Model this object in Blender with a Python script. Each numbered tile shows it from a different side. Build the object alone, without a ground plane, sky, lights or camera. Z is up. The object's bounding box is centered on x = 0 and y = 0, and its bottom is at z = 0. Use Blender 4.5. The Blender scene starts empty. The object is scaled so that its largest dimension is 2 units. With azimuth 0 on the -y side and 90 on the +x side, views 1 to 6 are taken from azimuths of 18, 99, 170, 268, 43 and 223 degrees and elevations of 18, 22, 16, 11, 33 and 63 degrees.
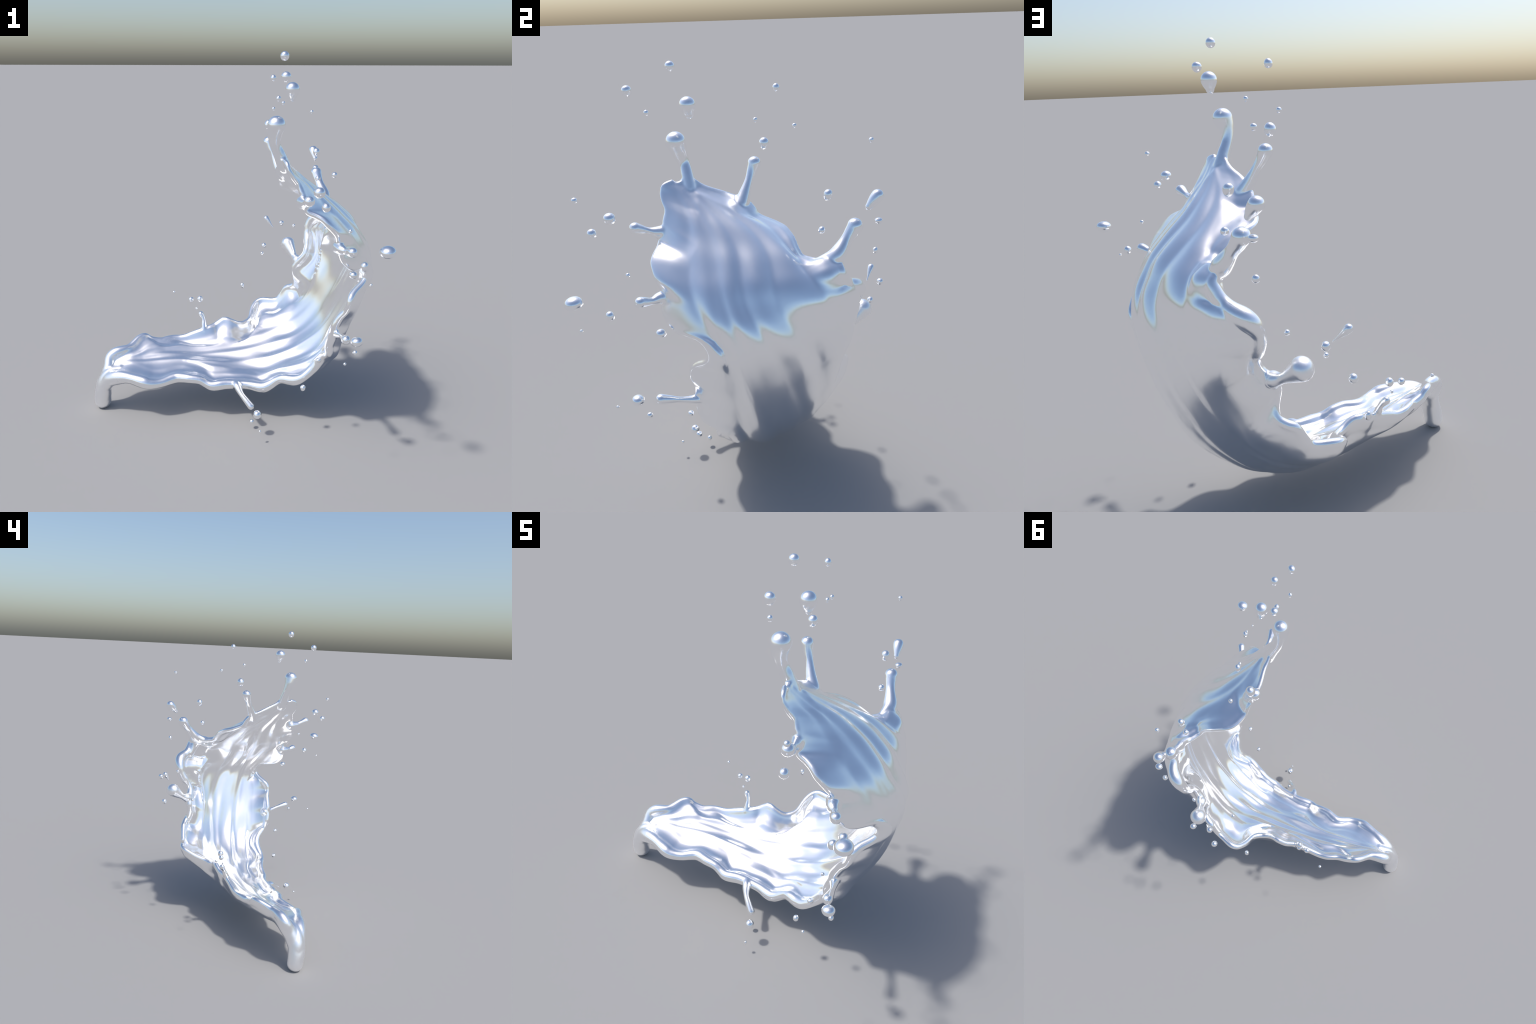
"""A splash of clear water frozen in flight: a foot on the ground, a low stream that
widens into a ribbed sheet, curls up into a wall and ends in a crest with fingers,
with loose drops all round it.  All lengths in metres, z up."""
import bpy
import numpy as np
from mathutils.kdtree import KDTree

# The sheet of water is a strip between two rims.  Twenty stations run from the foot
# to the tip of the crest; *_KEYS tells which control point stands at each station.
NEAR_RIM = [
    (-0.799,-0.330,0.043), (-0.793,-0.334,0.080), (-0.782,-0.341,0.119), (-0.768,-0.346,0.152), (-0.745,-0.350,0.180), (-0.724,-0.349,0.204),
    (-0.689,-0.349,0.222), (-0.651,-0.352,0.234), (-0.612,-0.354,0.240), (-0.572,-0.355,0.240), (-0.512,-0.356,0.234), (-0.474,-0.349,0.226),
    (-0.438,-0.331,0.223), (-0.406,-0.307,0.225), (-0.380,-0.277,0.230), (-0.350,-0.252,0.234), (-0.311,-0.248,0.237), (-0.271,-0.249,0.240),
    (-0.214,-0.235,0.234), (-0.178,-0.229,0.217), (-0.141,-0.226,0.205), (-0.104,-0.211,0.208), (-0.068,-0.194,0.211), (-0.010,-0.177,0.211),
    (0.029,-0.168,0.211), (0.068,-0.161,0.209), (0.108,-0.159,0.206), (0.147,-0.156,0.208), (0.181,-0.145,0.226), (0.212,-0.136,0.249),
    (0.248,-0.133,0.266), (0.307,-0.136,0.270), (0.345,-0.139,0.284), (0.377,-0.133,0.307), (0.415,-0.110,0.346), (0.438,-0.100,0.377),
    (0.460,-0.106,0.410), (0.479,-0.124,0.440), (0.504,-0.146,0.462), (0.514,-0.169,0.489), (0.512,-0.178,0.528), (0.522,-0.179,0.566),
    (0.534,-0.177,0.604), (0.539,-0.178,0.644), (0.565,-0.174,0.696), (0.591,-0.173,0.727), (0.607,-0.176,0.762), (0.613,-0.167,0.800),
    (0.624,-0.140,0.826), (0.654,-0.098,0.857), (0.669,-0.078,0.886), (0.669,-0.082,0.925), (0.659,-0.107,0.955), (0.649,-0.140,0.974),
    (0.633,-0.197,0.983), (0.616,-0.232,0.991), (0.599,-0.261,1.013), (0.582,-0.283,1.041), (0.569,-0.285,1.077), (0.559,-0.277,1.114),
    (0.556,-0.291,1.150), (0.548,-0.316,1.180), (0.514,-0.338,1.222), (0.485,-0.335,1.248), (0.448,-0.331,1.264), (0.411,-0.335,1.278),
    (0.394,-0.331,1.312), (0.383,-0.318,1.349), (0.357,-0.314,1.401), (0.338,-0.327,1.434), (0.320,-0.339,1.468), (0.307,-0.331,1.498),
    (0.285,-0.300,1.510)]
NEAR_KEYS = [0, 4, 8, 11, 15, 20, 25, 29, 32, 35, 41, 46, 51, 56, 60, 63, 67, 68, 70, 72]
FAR_RIM = [
    (-0.799,-0.330,0.043), (-0.794,-0.331,0.080), (-0.787,-0.329,0.119), (-0.779,-0.322,0.157), (-0.771,-0.305,0.208), (-0.767,-0.287,0.243),
    (-0.773,-0.260,0.285), (-0.753,-0.238,0.311), (-0.723,-0.215,0.322), (-0.694,-0.188,0.330), (-0.679,-0.154,0.344), (-0.659,-0.102,0.365),
    (-0.634,-0.073,0.368), (-0.604,-0.058,0.347), (-0.553,-0.032,0.335), (-0.525,-0.004,0.337), (-0.495,0.022,0.336), (-0.459,0.040,0.333),
    (-0.423,0.056,0.339), (-0.390,0.072,0.354), (-0.356,0.088,0.368), (-0.322,0.106,0.380), (-0.290,0.128,0.391), (-0.264,0.156,0.400),
    (-0.223,0.183,0.429), (-0.184,0.188,0.422), (-0.150,0.199,0.404), (-0.119,0.220,0.393), (-0.094,0.250,0.400), (-0.083,0.286,0.413),
    (-0.090,0.339,0.439), (-0.089,0.375,0.457), (-0.077,0.409,0.473), (-0.045,0.428,0.486), (0.014,0.430,0.489), (0.051,0.434,0.500),
    (0.075,0.439,0.531), (0.108,0.441,0.580), (0.144,0.437,0.597), (0.174,0.427,0.620), (0.178,0.412,0.657), (0.171,0.404,0.695),
    (0.168,0.407,0.734), (0.189,0.410,0.768), (0.215,0.409,0.798), (0.236,0.410,0.831), (0.243,0.423,0.868), (0.239,0.458,0.916),
    (0.233,0.477,0.951), (0.234,0.487,0.989), (0.253,0.493,1.023), (0.282,0.489,1.050), (0.313,0.472,1.069), (0.337,0.448,1.087),
    (0.361,0.433,1.115), (0.373,0.421,1.161), (0.349,0.407,1.190), (0.330,0.388,1.206), (0.333,0.333,1.187), (0.325,0.294,1.189),
    (0.316,0.256,1.198), (0.298,0.235,1.224), (0.254,0.213,1.256), (0.223,0.192,1.272), (0.194,0.169,1.285), (0.174,0.136,1.295),
    (0.166,0.099,1.307), (0.166,0.047,1.330), (0.168,0.026,1.364), (0.168,-0.001,1.393), (0.174,-0.036,1.411), (0.183,-0.072,1.427),
    (0.197,-0.105,1.444), (0.225,-0.153,1.467), (0.238,-0.186,1.484), (0.250,-0.216,1.508), (0.266,-0.246,1.526)]
FAR_KEYS = [0, 6, 9, 11, 15, 20, 27, 31, 35, 38, 42, 46, 47, 50, 53, 55, 59, 63, 69, 76]
# how far the middle of the sheet bows out of the straight line between its rims
BOW = [
    (0.000, 0.002, 0.000), (0.000, 0.030, -0.011), (-0.000, 0.050, -0.025), (-0.000, 0.060, -0.038), (0.001, 0.059, -0.050),
    (-0.000, 0.051, -0.104), (0.011, 0.048, -0.105), (0.013, 0.052, -0.173), (0.054, 0.050, -0.196), (0.130, 0.062, -0.194),
    (0.185, 0.072, -0.129), (0.195, 0.076, -0.036), (0.199, 0.056, 0.020), (0.206, 0.035, 0.002), (0.183, 0.009, -0.010),
    (0.152, 0.036, -0.013), (0.103, 0.092, -0.024), (0.075, 0.099, -0.025), (0.033, 0.057, -0.034), (-0.002, 0.002, -0.006)]
# half thickness of the water between its rims, and radii of the two rims, per station
HALF_THICK = [.036, .030, .024, .021, .020, .019, .019, .018, .018, .018, .017, .016, .016, .016, .016, .015, .015, .014, .013, .012]
# extra depth of water on the hollow side
SWELL = [0, .005, .02, .032, .038, .05, .058, .072, .086, .086, .076, .066, .062, .062, .068, .073, .066, .048, .027, 0]
# extra fullness beside the far rim, on the outside
SHOULDER = [0, 0, 0, 0, 0, 0, .005, .012, .008, .008, .032, .062, .065, .045, .02, .0, -.015, -.01, 0, 0]
NEAR_RADIUS = [.045, .043, .037, .032, .030, .029, .029, .029, .029, .028, .024, .020, .017, .015, .015, .014, .013, .012, .011, .011]
FAR_RADIUS = [.045, .037, .024, .018, .016, .015, .016, .017, .018, .019, .021, .023, .028, .034, .033, .022, .010, .009, .009, .010]

# grooves between the ribs: place across the sheet (0 near rim, 1 far rim) at some stations
GROOVE_STATIONS = [0, 6, 9, 12, 14, 16, 18]
GROOVES = [
    (.17, .17, .20, .20, .14, .13, .15), (.40, .40, .38, .34, .34, .25, .25), (.55, .60, .53, .52, .48, .40, .42),
    (.76, .78, .73, .65, .69, .62, .60), (.90, .90, .86, .84, .87, .86, .80)]

RIB_HEIGHTS = [.8, 1.4, .65, 1.2, .75, 1.1]

# fingers thrown off the rims: (x, y, z, radius) from root to tip
FINGERS = [
    [(0.265, -0.232, 1.47, 0.03), (0.246, -0.244, 1.525, 0.0253), (0.226, -0.26, 1.58, 0.022), (0.228, -0.277, 1.632, 0.031), (0.239, -0.285, 1.672, 0.04)],
    [(0.2, -0.024, 1.388, 0.03), (0.172, -0.01, 1.432, 0.0228), (0.146, 0.006, 1.482, 0.016), (0.122, 0.017, 1.522, 0.021), (0.109, 0.026, 1.553, 0.0265)],
    [(0.356, 0.362, 1.178, 0.026), (0.336, 0.402, 1.212, 0.0341), (0.304, 0.437, 1.266, 0.023), (0.284, 0.46, 1.3, 0.027), (0.273, 0.475, 1.325, 0.031)],
    [(0.38, -0.315, 1.318, 0.028), (0.402, -0.355, 1.324, 0.0189), (0.416, -0.382, 1.334, 0.011), (0.429, -0.408, 1.343, 0.017), (0.439, -0.428, 1.351, 0.022)],
    [(0.555, -0.272, 1.1, 0.028), (0.575, -0.303, 1.1, 0.0218), (0.602, -0.325, 1.099, 0.012), (0.622, -0.347, 1.104, 0.017), (0.637, -0.361, 1.108, 0.02)],
    [(0.53, -0.162, 0.6, 0.026), (0.555, -0.195, 0.606, 0.0169), (0.586, -0.246, 0.622, 0.009), (0.606, -0.29, 0.634, 0.0145), (0.622, -0.327, 0.643, 0.0195)],
    [(0.198, 0.408, 0.772, 0.018), (0.182, 0.427, 0.78, 0.0288), (0.152, 0.457, 0.796, 0.017), (0.122, 0.49, 0.825, 0.029), (0.096, 0.517, 0.852, 0.042)],
    [(-0.022, -0.176, 0.216, 0.014), (0.006, -0.208, 0.206, 0.0187), (0.04, -0.24, 0.183, 0.011), (0.075, -0.257, 0.158, 0.0125), (0.106, -0.268, 0.134, 0.0145)],
    [(-0.32, 0.098, 0.37, 0.012), (-0.328, 0.117, 0.408, 0.0132), (-0.333, 0.126, 0.432, 0.009), (-0.343, 0.133, 0.45, 0.0105), (-0.356, 0.138, 0.464, 0.013)],
]

# thick webs of water where a finger leaves a corner: (x, y, z, radius)
WEBS = [[(.352, .366, 1.180, .024), (.368, .403, 1.130, .036), (.350, .432, 1.078, .032)],
        [(.345, .325, 1.190, .016), (.340, .385, 1.210, .030), (.320, .418, 1.243, .026)],
        [(-.690, -.290, .240, .030), (-.742, -.318, .215, .042), (-.775, -.332, .165, .046), (-.788, -.333, .115, .045)]]

# loose drops: (x, y, z, radius, height / width)
DROPS = [
    (.271, -.273, 1.980, .0200, 1.10), (.325, -.444, 1.892, .0218, 1.08), (.101, .130, 1.875, .0165, 1.10),
    (.082, .204, 1.712, .0103, 1.1), (.223, .532, 1.676, .0115, 1.0), (.314, .339, 1.318, .0155, 1.0),
    (.708, -.463, 1.079, .0195, 1.15), (.754, -.568, 1.033, .0069, 1.0), (.628, -.403, 1.222, .0090, 1.0),
    (.179, .050, 1.753, .0101, 1.1), (.247, .573, 1.341, .0165, .78), (.545, -.570, 1.362, .0200, 1.0),
    (.094, .070, 1.637, .0245, 1.20), (.295, .362, 1.464, .0215, 1.22), (.277, -.388, 1.799, .0117, 1.1),
    (.501, -.507, 1.411, .0250, 1.0), (.029, .598, .964, .0167, 1.05), (-.077, .558, .815, .0170, 1.0),
    (-.421, .144, .549, .0165, 1.0), (.473, -.249, .468, .0140, .95), (.164, -.336, .135, .0227, 1.05),
    (.581, -.605, 1.510, .0123, .95), (.392, -.244, .287, .0150, 1.2), (.137, .493, .983, .0107, 1.0),
    (-.179, .415, .574, .0150, 1.35), (.199, -.397, .073, .0085, 1.3), (-.364, .150, .557, .0190, 1.1),
    (-.031, .369, .822, .0108, 1.0), (-.550, .170, .574, .0080, 1.0), (.244, .564, 1.207, .0136, 1.1),
    (.675, -.362, .598, .0124, 1.0), (.685, -.402, .676, .0262, .85), (.635, -.289, .973, .0200, .85),
    (.650, -.514, .609, .0069, 1.0), (-.382, .133, .499, .0075, 1.0), (.113, -.275, .044, .0130, 1.0),
    (.814, -.548, 1.183, .0315, .78),
]
# drops drawn out to a point: head (x, y, z), head radius, point (x, y, z), tail radius
TEARS = [
    ((.293, -.206, 1.832), .0335, (.291, -.199, 1.793), .0175),
    ((-.062, .556, 1.000), .0165, (-.012, .538, .951), .003),
    ((.231, .565, 1.446), .0275, (.252, .529, 1.403), .0150),
]


def catmull(points, keys, where):
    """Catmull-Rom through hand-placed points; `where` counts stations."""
    P = np.array(points, float)
    t = np.interp(where, np.arange(len(keys)), keys)
    i = np.clip(t.astype(int), 0, len(P) - 2)
    f = (t - i)[:, None]
    a, b, c, d = P[np.maximum(i - 1, 0)], P[i], P[i + 1], P[np.minimum(i + 2, len(P) - 1)]
    return .5 * (2 * b + (c - a) * f + (2 * a - 5 * b + 4 * c - d) * f ** 2 + (3 * b - a - 3 * c + d) * f ** 3)


def hermite(values, where):
    """Smooth (cubic) interpolation of per-station values."""
    V = np.array(values, float)
    V = V.reshape(len(V), -1)
    return catmull(V, np.arange(len(V)), where)


def gauss(P, sigma):
    n = int(4 * sigma)
    Q = np.vstack([2 * P[0] - P[1:n + 1][::-1], P, 2 * P[-1] - P[-n - 1:-1][::-1]])
    k = np.exp(-.5 * (np.arange(-n, n + 1) / sigma) ** 2)
    k /= k.sum()
    return np.stack([np.convolve(Q[:, c], k, "valid") for c in range(P.shape[1])], 1)


def unit(a):
    return a / (np.linalg.norm(a, axis=-1, keepdims=True) + 1e-12)


def add_grid(verts, faces, G, wrap=False):
    """Append a grid of points G (rows, columns, 3) with quads; returns the first index."""
    o, (r, c) = len(verts), G.shape[:2]
    verts.extend(map(tuple, G.reshape(-1, 3)))
    for i in range(r - 1):
        for j in range(c if wrap else c - 1):
            k = (j + 1) % c
            faces.append((o + i * c + j, o + i * c + k, o + (i + 1) * c + k, o + (i + 1) * c + j))
    return o


def add_tube(verts, faces, path, radius, sides=20):
    """A round bar along a path, with domed ends."""
    path, radius = np.array(path, float), np.array(radius, float)
    t = unit(np.gradient(path, axis=0))
    a = np.linspace(0, np.pi / 2, 6)[1:]
    head = [(path[0] - t[0] * radius[0] * np.sin(x), radius[0] * np.cos(x) + 1e-5, t[0]) for x in a[::-1]]
    foot = [(path[-1] + t[-1] * radius[-1] * np.sin(x), radius[-1] * np.cos(x) + 1e-5, t[-1]) for x in a]
    rings = head + [(p, r, q) for p, r, q in zip(path, radius, t)] + foot
    u = unit(np.cross(rings[0][2], (.31, .52, .79)))
    ang = np.linspace(0, 2 * np.pi, sides, endpoint=False)
    G = []
    for p, r, q in rings:
        u = unit(u - q * (u @ q))
        w = np.cross(q, u)
        G.append(p + r * (np.cos(ang)[:, None] * u + np.sin(ang)[:, None] * w))
    o = add_grid(verts, faces, np.array(G), wrap=True)
    faces.append(tuple(o + j for j in range(sides))[::-1])
    e = len(verts) - sides
    faces.append(tuple(e + j for j in range(sides)))


def swirl(x, y, seed):
    """Cheap smooth 2-D noise made of a few rotated sine waves."""
    rng = np.random.default_rng(seed)
    out = 0
    for _ in range(6):
        a, p, f = rng.uniform(0, 6.28), rng.uniform(0, 6.28), rng.uniform(.6, 1.5)
        out = out + np.sin(f * (x * np.cos(a) + y * np.sin(a)) + p)
    return out / 3.5


# ------------------------------------------------------------------ the sheet
STATIONS = len(BOW)
ROWS, COLUMNS = 520, 121
s = np.linspace(0, STATIONS - 1, ROWS)
v = np.linspace(0, 1, COLUMNS)
near, far = catmull(NEAR_RIM, NEAR_KEYS, s), catmull(FAR_RIM, FAR_KEYS, s)
near[:, 2] -= np.interp(s, [1, 3, 8, 10], [0, .007, .007, 0])  # the low rim sags a little
sigma = 1.5 * (ROWS - 1) / (STATIONS - 1)
calm = np.clip(s / 2.5, 0, 1)[:, None] ** 2
near_calm, far_calm = near + (gauss(near, sigma) - near) * calm, far + (gauss(far, sigma) - far) * calm
width = np.linalg.norm(far - near, axis=1)[:, None]
from_near, from_far = v[None] * width, (1 - v[None]) * width
bow = hermite(BOW, s)


def depth_of(wave):
    """How far into the sheet a wave of the rim is felt: big waves reach further."""
    return .06 + 1.3 * gauss(np.linalg.norm(wave, axis=1)[:, None], 14)


sheet = (near_calm[:, None] * (1 - v[None, :, None]) + far_calm[:, None] * v[None, :, None]
         + (near - near_calm)[:, None] * np.exp(-(from_near / depth_of(near - near_calm)) ** 1.5)[..., None]
         + (far - far_calm)[:, None] * np.exp(-(from_far / depth_of(far - far_calm)) ** 1.5)[..., None]
         + bow[:, None] * (1 - np.abs(2 * v - 1) ** 2.4)[None, :, None])


def face_normals(G):
    n = np.cross(np.gradient(G, axis=0), np.gradient(G, axis=1))
    return unit(n)


normal = face_normals(sheet)
if normal[int(ROWS * .62), COLUMNS // 2, 0] < 0:
    normal = -normal  # pointing out of the hollow side
shoulder = hermite(SHOULDER, s) * (np.exp(-((v - .88) / .11) ** 2) * np.clip((1 - v) / .03, 0, 1))[None]
sheet = sheet + normal * shoulder[..., None]
inside = np.clip(np.minimum(from_near, from_far) / .12, 0, 1)[..., None] ** 2
calmer = gauss(sheet.reshape(ROWS, -1), 22).reshape(sheet.shape)
sheet = sheet + (calmer - sheet) * inside * np.clip((s - 2) / 2, 0, 1)[:, None, None]
normal = face_normals(sheet)
if normal[int(ROWS * .62), COLUMNS // 2, 0] < 0:
    normal = -normal

# ribs drawn out along the flow: rounded outside, sharp crests inside
S, V = np.meshgrid(s, v, indexing="ij")
grooves = [np.zeros(ROWS)] + [np.interp(s, GROOVE_STATIONS, g) for g in GROOVES] + [np.ones(ROWS)]
grooves = gauss(np.stack(grooves, 1), 18)
grooves[:, 0], grooves[:, -1] = 0, 1
wander = np.clip(V + .045 * swirl(S * .7, V * 7, 4) * np.sin(np.pi * V), 0, 1)
across = np.stack([np.interp(wander[i], grooves[i], np.arange(grooves.shape[1])) for i in range(ROWS)])
ribs = 1.5 * np.sqrt(np.sin(np.pi * across) ** 2 + .012) - 1
ribs *= np.interp(across, [.5, 1.5, 2.5, 3.5, 4.5, 5.5], RIB_HEIGHTS) * (1 + .6 * swirl(S * .9, np.floor(across) * 2.3, 15))
fork = np.exp(-((across % 1 - .5 - .3 * np.sin(S * .8 + np.floor(across) * 2.1)) / .13) ** 2)
ribs -= .75 * fork * np.clip(swirl(S * .7, np.floor(across) * 3.1, 16), 0, 1)
ribs += .22 * swirl(S * .25, V * 34, 9)
lumps = (.6 * swirl(S * 1.5, V * 7, 11) + .8 * swirl(S * 3.6, V * 10, 12)) * np.interp(s, [0, 2, 8, 11, 19], [.3, 1, 1.1, .9, .5])[:, None]
flow = np.interp(s, [0, 2, 7, 10], [.5, .55, .7, 1])[:, None]
strength = .75 + .35 * swirl(S * .4, V * 7, 5)
reach = np.clip(np.minimum(from_near, from_far) / .05, 0, 1) ** 1.5
fade = np.interp(s, [0, 1.5, 3, 17, 19], [0, .3, 1, 1, .2])[:, None]
size = np.clip(width / .6, .25, 1.1)
relief = (.0085 * ribs * strength * flow + .006 * swirl(S * .3, V * 9, 6) + .006 * lumps) * reach * fade * size
relief = gauss(gauss(relief, 5).T, 1.6).T  # surface tension rounds the steps off
mid = sheet + normal * relief[..., None]

half = hermite(HALF_THICK, s) * np.ones((1, COLUMNS))
half = half * (1 + .15 * swirl(S * .3, V * 12, 7) * fade)
verts, faces = [], []
swell = hermite(SWELL, s) * np.sin(np.pi * V ** np.interp(S, [5, 8, 13, 17], [1.2, 1.3, 1.2, .8])).clip(0) ** .75 + np.maximum(shoulder, 0)
swell = swell * (1 + .16 * swirl(S * 1.3, V * 11, 21) + .10 * swirl(S * 3.2, V * 16, 22))
swell = swell * np.clip(np.minimum(from_near, from_far) / .07, 0, 1) ** .7
top, bottom = mid + normal * half[..., None], mid - normal * (half + swell)[..., None]
o1 = add_grid(verts, faces, top)
o2 = add_grid(verts, faces, bottom[:, :])
n_bottom = (ROWS - 1) * (COLUMNS - 1)
faces[-n_bottom:] = [f[::-1] for f in faces[-n_bottom:]]
edge = [i * COLUMNS for i in range(ROWS)] + [(ROWS - 1) * COLUMNS + j for j in range(1, COLUMNS)] \
    + [i * COLUMNS + COLUMNS - 1 for i in range(ROWS - 2, -1, -1)] + [j for j in range(COLUMNS - 2, 0, -1)]
for a, b in zip(edge, edge[1:] + edge[:1]):
    faces.append((o1 + b, o1 + a, o2 + a, o2 + b))
add_tube(verts, faces, near[::2], hermite(NEAR_RADIUS, s)[::2, 0] * (1 + .10 * np.sin(s[::2] * 5.1)))
add_tube(verts, faces, far[::2], hermite(FAR_RADIUS, s)[::2, 0] * (1 + .10 * np.sin(s[::2] * 4.3 + 1)))
finger_paths = []
for f in FINGERS:
    f = np.array(f)
    p = catmull(f, np.arange(len(f)), np.linspace(0, len(f) - 1, 41))
    finger_paths.append(p)
    add_tube(verts, faces, p[:, :3], p[:, 3] + .0045)

for f in WEBS:
    p = catmull(f, np.arange(len(f)), np.linspace(0, len(f) - 1, 31))
    add_tube(verts, faces, p[:, :3], p[:, 3])

raw = bpy.data.meshes.new("raw")
raw.from_pydata(verts, [], faces)
holder = bpy.data.objects.new("raw", raw)
bpy.context.scene.collection.objects.link(holder)
remesh = holder.modifiers.new("skin", "REMESH")
remesh.mode, remesh.voxel_size, remesh.adaptivity = "VOXEL", .0042, 0
graph = bpy.context.evaluated_depsgraph_get()
skin = bpy.data.meshes.new_from_object(holder.evaluated_get(graph))
bpy.data.objects.remove(holder)
n = len(skin.vertices)
P = np.empty(n * 3)
skin.vertices.foreach_get("co", P)
P = P.reshape(-1, 3)
E = np.empty(len(skin.edges) * 2, int)
skin.edges.foreach_get("vertices", E)
E = E.reshape(-1, 2)
loops = np.empty(len(skin.loops), int)
skin.loops.foreach_get("vertex_index", loops)
Q = loops.reshape(-1, 4)
degree = np.bincount(E.ravel(), minlength=n)[:, None]


def mean_of_neighbours(X):
    out = np.empty_like(X)
    for c in range(X.shape[1]):
        out[:, c] = np.bincount(E[:, 0], X[E[:, 1], c], n) + np.bincount(E[:, 1], X[E[:, 0], c], n)
    return out / degree


for _ in range(16):  # volume-keeping smoothing: surface tension
    P = P + .55 * (mean_of_neighbours(P) - P)
    P = P - .565 * (mean_of_neighbours(P) - P)
for _ in range(2):
    P = P + .5 * (mean_of_neighbours(P) - P)
P[:, 2] = np.maximum(P[:, 2], .0005)


def vertex_normals(P):
    fn = np.cross(P[Q[:, 2]] - P[Q[:, 0]], P[Q[:, 3]] - P[Q[:, 1]])
    N = np.stack([sum(np.bincount(Q[:, k], fn[:, c], n) for k in range(4)) for c in range(3)], 1)
    return unit(N)


N = vertex_normals(P)
for _ in range(3):
    N = unit(N + mean_of_neighbours(N))

# ------------------------------------------------------------------ material


def water_material():
    """Bright, mirror-like water; a little duller in patches, most of all at the foot."""
    m = bpy.data.materials.new("bright_water")
    m.use_nodes = True
    nt = m.node_tree
    bsdf = nt.nodes["Principled BSDF"]
    coord = nt.nodes.new("ShaderNodeTexCoord")
    noise = nt.nodes.new("ShaderNodeTexNoise")
    noise.inputs["Scale"].default_value, noise.inputs["Detail"].default_value = 4.0, 2.0
    nt.links.new(coord.outputs["Object"], noise.inputs["Vector"])
    gloss = nt.nodes.new("ShaderNodeMapRange")
    gloss.inputs["From Min"].default_value, gloss.inputs["From Max"].default_value = .3, .7
    gloss.inputs["To Min"].default_value, gloss.inputs["To Max"].default_value = .18, .26
    nt.links.new(noise.outputs["Fac"], gloss.inputs["Value"])
    total = gloss.outputs["Result"]
    for place_of, inner, outer, extra in DULL_PATCHES:
        gap = nt.nodes.new("ShaderNodeVectorMath")
        gap.operation = "DISTANCE"
        gap.inputs[1].default_value = place_of
        nt.links.new(coord.outputs["Object"], gap.inputs[0])
        near_by = nt.nodes.new("ShaderNodeMapRange")
        near_by.interpolation_type = "SMOOTHSTEP"
        near_by.inputs["From Min"].default_value, near_by.inputs["From Max"].default_value = inner, outer
        near_by.inputs["To Min"].default_value, near_by.inputs["To Max"].default_value = extra, 0
        nt.links.new(gap.outputs["Value"], near_by.inputs["Value"])
        add = nt.nodes.new("ShaderNodeMath")
        add.operation = "ADD"
        nt.links.new(total, add.inputs[0])
        nt.links.new(near_by.outputs["Result"], add.inputs[1])
        total = add.outputs["Value"]
    nt.links.new(total, bsdf.inputs["Roughness"])
    bsdf.inputs["Base Color"].default_value = (.985, .99, 1.0, 1)
    bsdf.inputs["Metallic"].default_value = 1.0
    return m


# (centre, full-strength radius, end radius, extra roughness)
DULL_PATCHES = [((-.80, -.33, .08), .10, .34, .17), ((.12, .50, .83), .08, .20, .12)]
water = water_material()

# ------------------------------------------------------------------ parts
root = bpy.data.objects.new("water_splash", None)
root["label"] = "mirror-bright splash of water curling upward with flying drops"
root["category"] = "water splash"
bpy.context.scene.collection.objects.link(root)


def place(obj):
    bpy.context.scene.collection.objects.link(obj)
    obj.parent = root
    return obj


stations = KDTree(ROWS * (COLUMNS // 4 + 1))
rows = []
for i in range(0, ROWS, 2):
    for j in range(0, COLUMNS, 4):
        stations.insert(sheet[i, j], len(rows))
        rows.append(s[i])
stations.balance()
centre = P[Q].mean(1)
label = np.zeros(len(Q), int)
BODY = ["foot", "stream", "wall", "crest"]
LIMITS = [1.35, 9.2, 14.4]
coarse = {}
for k, c in enumerate(centre):
    cell = tuple((c / .012).astype(int))
    if cell not in coarse:
        coarse[cell] = int(np.searchsorted(LIMITS, rows[stations.find(c)[1]]))
    label[k] = coarse[cell]
for k, p in enumerate(finger_paths):
    outer = p[12:]
    near_it = np.where(np.linalg.norm(centre - outer[len(outer) // 2, :3], axis=1) < .22)[0]
    d = np.linalg.norm(centre[near_it][:, None] - outer[None, :, :3], axis=2) - outer[None, :, 3] * 1.3
    best = d.argmin(1)
    label[near_it[(d.min(1) < .006) & (best > 0)]] = len(BODY) + k
for k in range(len(BODY) + len(FINGERS)):
    f = Q[label == k]
    if not len(f):
        continue
    used, inverse = np.unique(f, return_inverse=True)
    mesh = bpy.data.meshes.new(BODY[k] if k < len(BODY) else "finger")
    mesh.from_pydata(P[used].tolist(), [], inverse.reshape(-1, 4).tolist())
    mesh.polygons.foreach_set("use_smooth", np.ones(len(f), bool))
    mesh.normals_split_custom_set_from_vertices(N[used].tolist())
    mesh.materials.append(water)
    place(bpy.data.objects.new(mesh.name, mesh))
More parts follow.
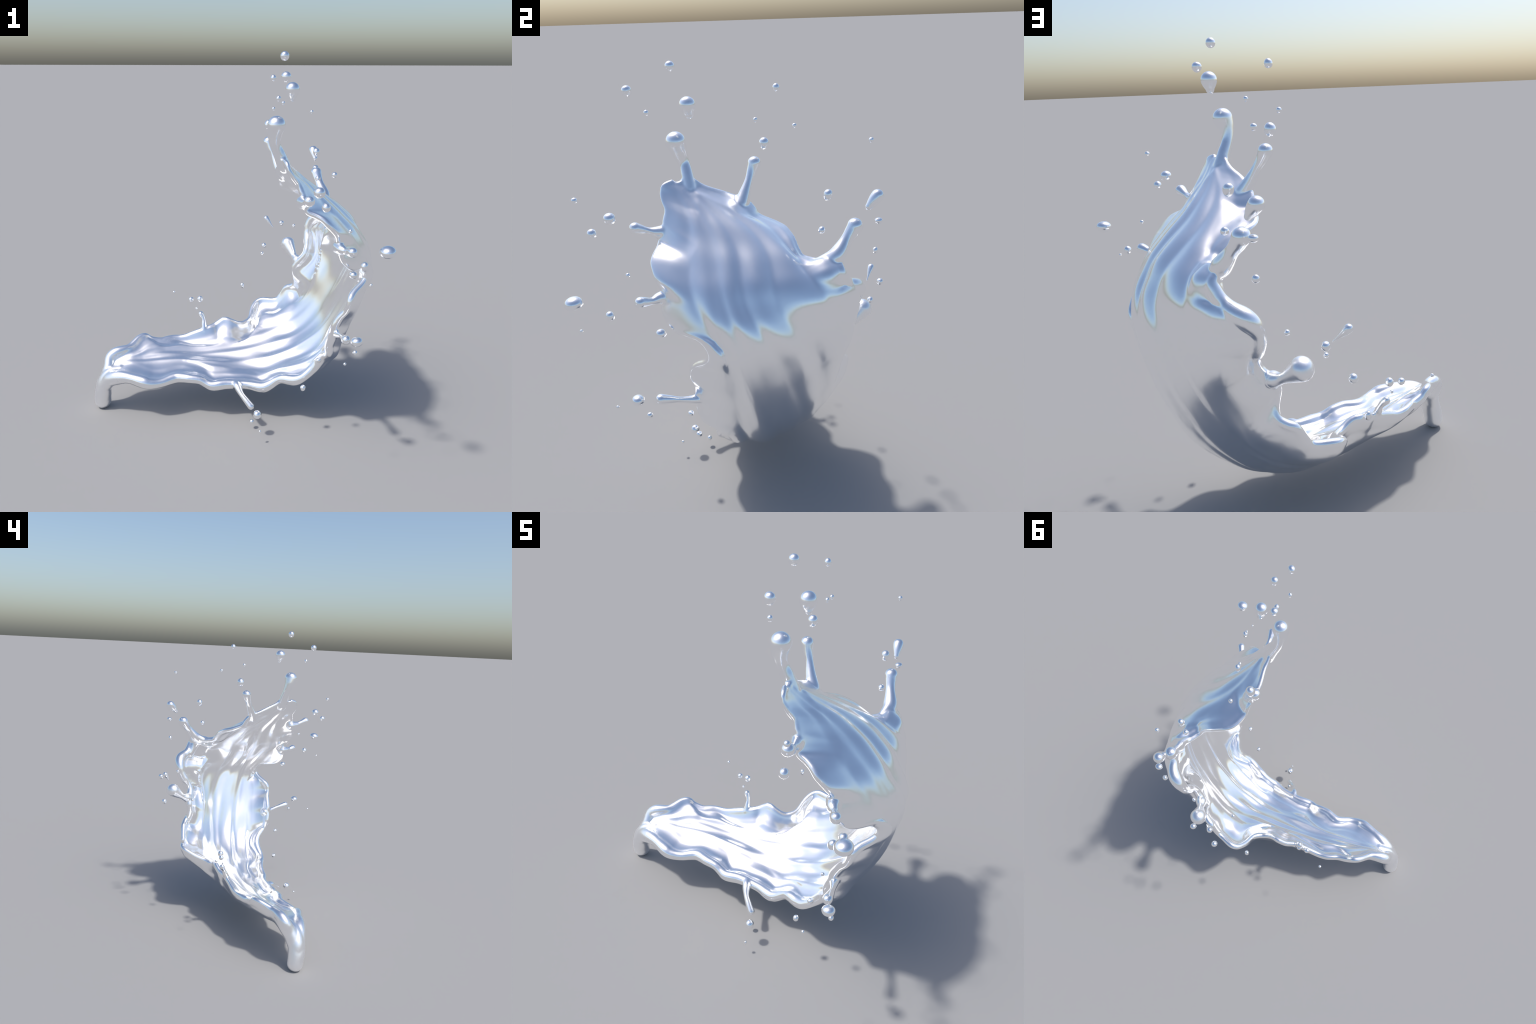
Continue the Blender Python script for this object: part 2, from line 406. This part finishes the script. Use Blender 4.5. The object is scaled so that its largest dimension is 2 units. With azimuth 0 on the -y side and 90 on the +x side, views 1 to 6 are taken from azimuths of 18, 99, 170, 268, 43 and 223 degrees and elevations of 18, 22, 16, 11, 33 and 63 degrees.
bpy.data.meshes.remove(raw)
bpy.data.meshes.remove(skin)

# ------------------------------------------------------------------ drops


def ball(name, profile, sides=40):
    """A body of revolution about z from (radius, height) pairs."""
    a = np.linspace(0, 2 * np.pi, sides, endpoint=False)
    ring = [np.stack([r * np.cos(a), r * np.sin(a), np.full(sides, h)], 1) for r, h in profile]
    vs, fs = [], []
    add_grid(vs, fs, np.array(ring), wrap=True)
    fs.append(tuple(range(sides))[::-1])
    fs.append(tuple(len(vs) - sides + j for j in range(sides)))
    mesh = bpy.data.meshes.new(name)
    mesh.from_pydata(vs, [], fs)
    mesh.polygons.foreach_set("use_smooth", np.ones(len(fs), bool))
    mesh.materials.append(water)
    return mesh


t = np.linspace(.02, np.pi - .02, 30)
DROP_SHAPES = [ball("droplet", [(np.sin(x) * (1 + k * np.cos(x)), -np.cos(x)) for x in t]) for k in (0, -.07, .07)]
rng = np.random.default_rng(7)
for i, (x, y, z, r, tall) in enumerate(DROPS):
    d = place(bpy.data.objects.new("droplet", DROP_SHAPES[i % 3]))
    w = r / tall ** .33
    d.location, d.scale = (x, y, z), (w * rng.uniform(.94, 1.06), w * rng.uniform(.94, 1.06), w * tall)
    d.rotation_euler = (rng.uniform(-.2, .2), rng.uniform(-.2, .2), rng.uniform(0, 6.28))
for head, r, point, tip in TEARS:
    h, q = np.array(head), np.array(point)
    length = np.linalg.norm(h - q)
    profile = []
    for x in np.linspace(.03, 1, 26):
        swelling = np.sin(np.pi / 2 * x) if tip > .01 else x * x * (3 - 2 * x)
        profile.append((tip + (r - tip) * swelling, -length * (1 - x)))
    profile = [(tip * np.sin(x), -length - tip * np.cos(x)) for x in np.linspace(.05, np.pi / 2, 7)[:-1]] + profile
    profile += [(r * np.cos(x), r * np.sin(x)) for x in np.linspace(.1, np.pi / 2 - .03, 12)]
    d = place(bpy.data.objects.new("droplet", ball("droplet", profile)))
    d.location = head
    from mathutils import Vector
    d.rotation_euler = Vector(h - q).to_track_quat("Z", "Y").to_euler()
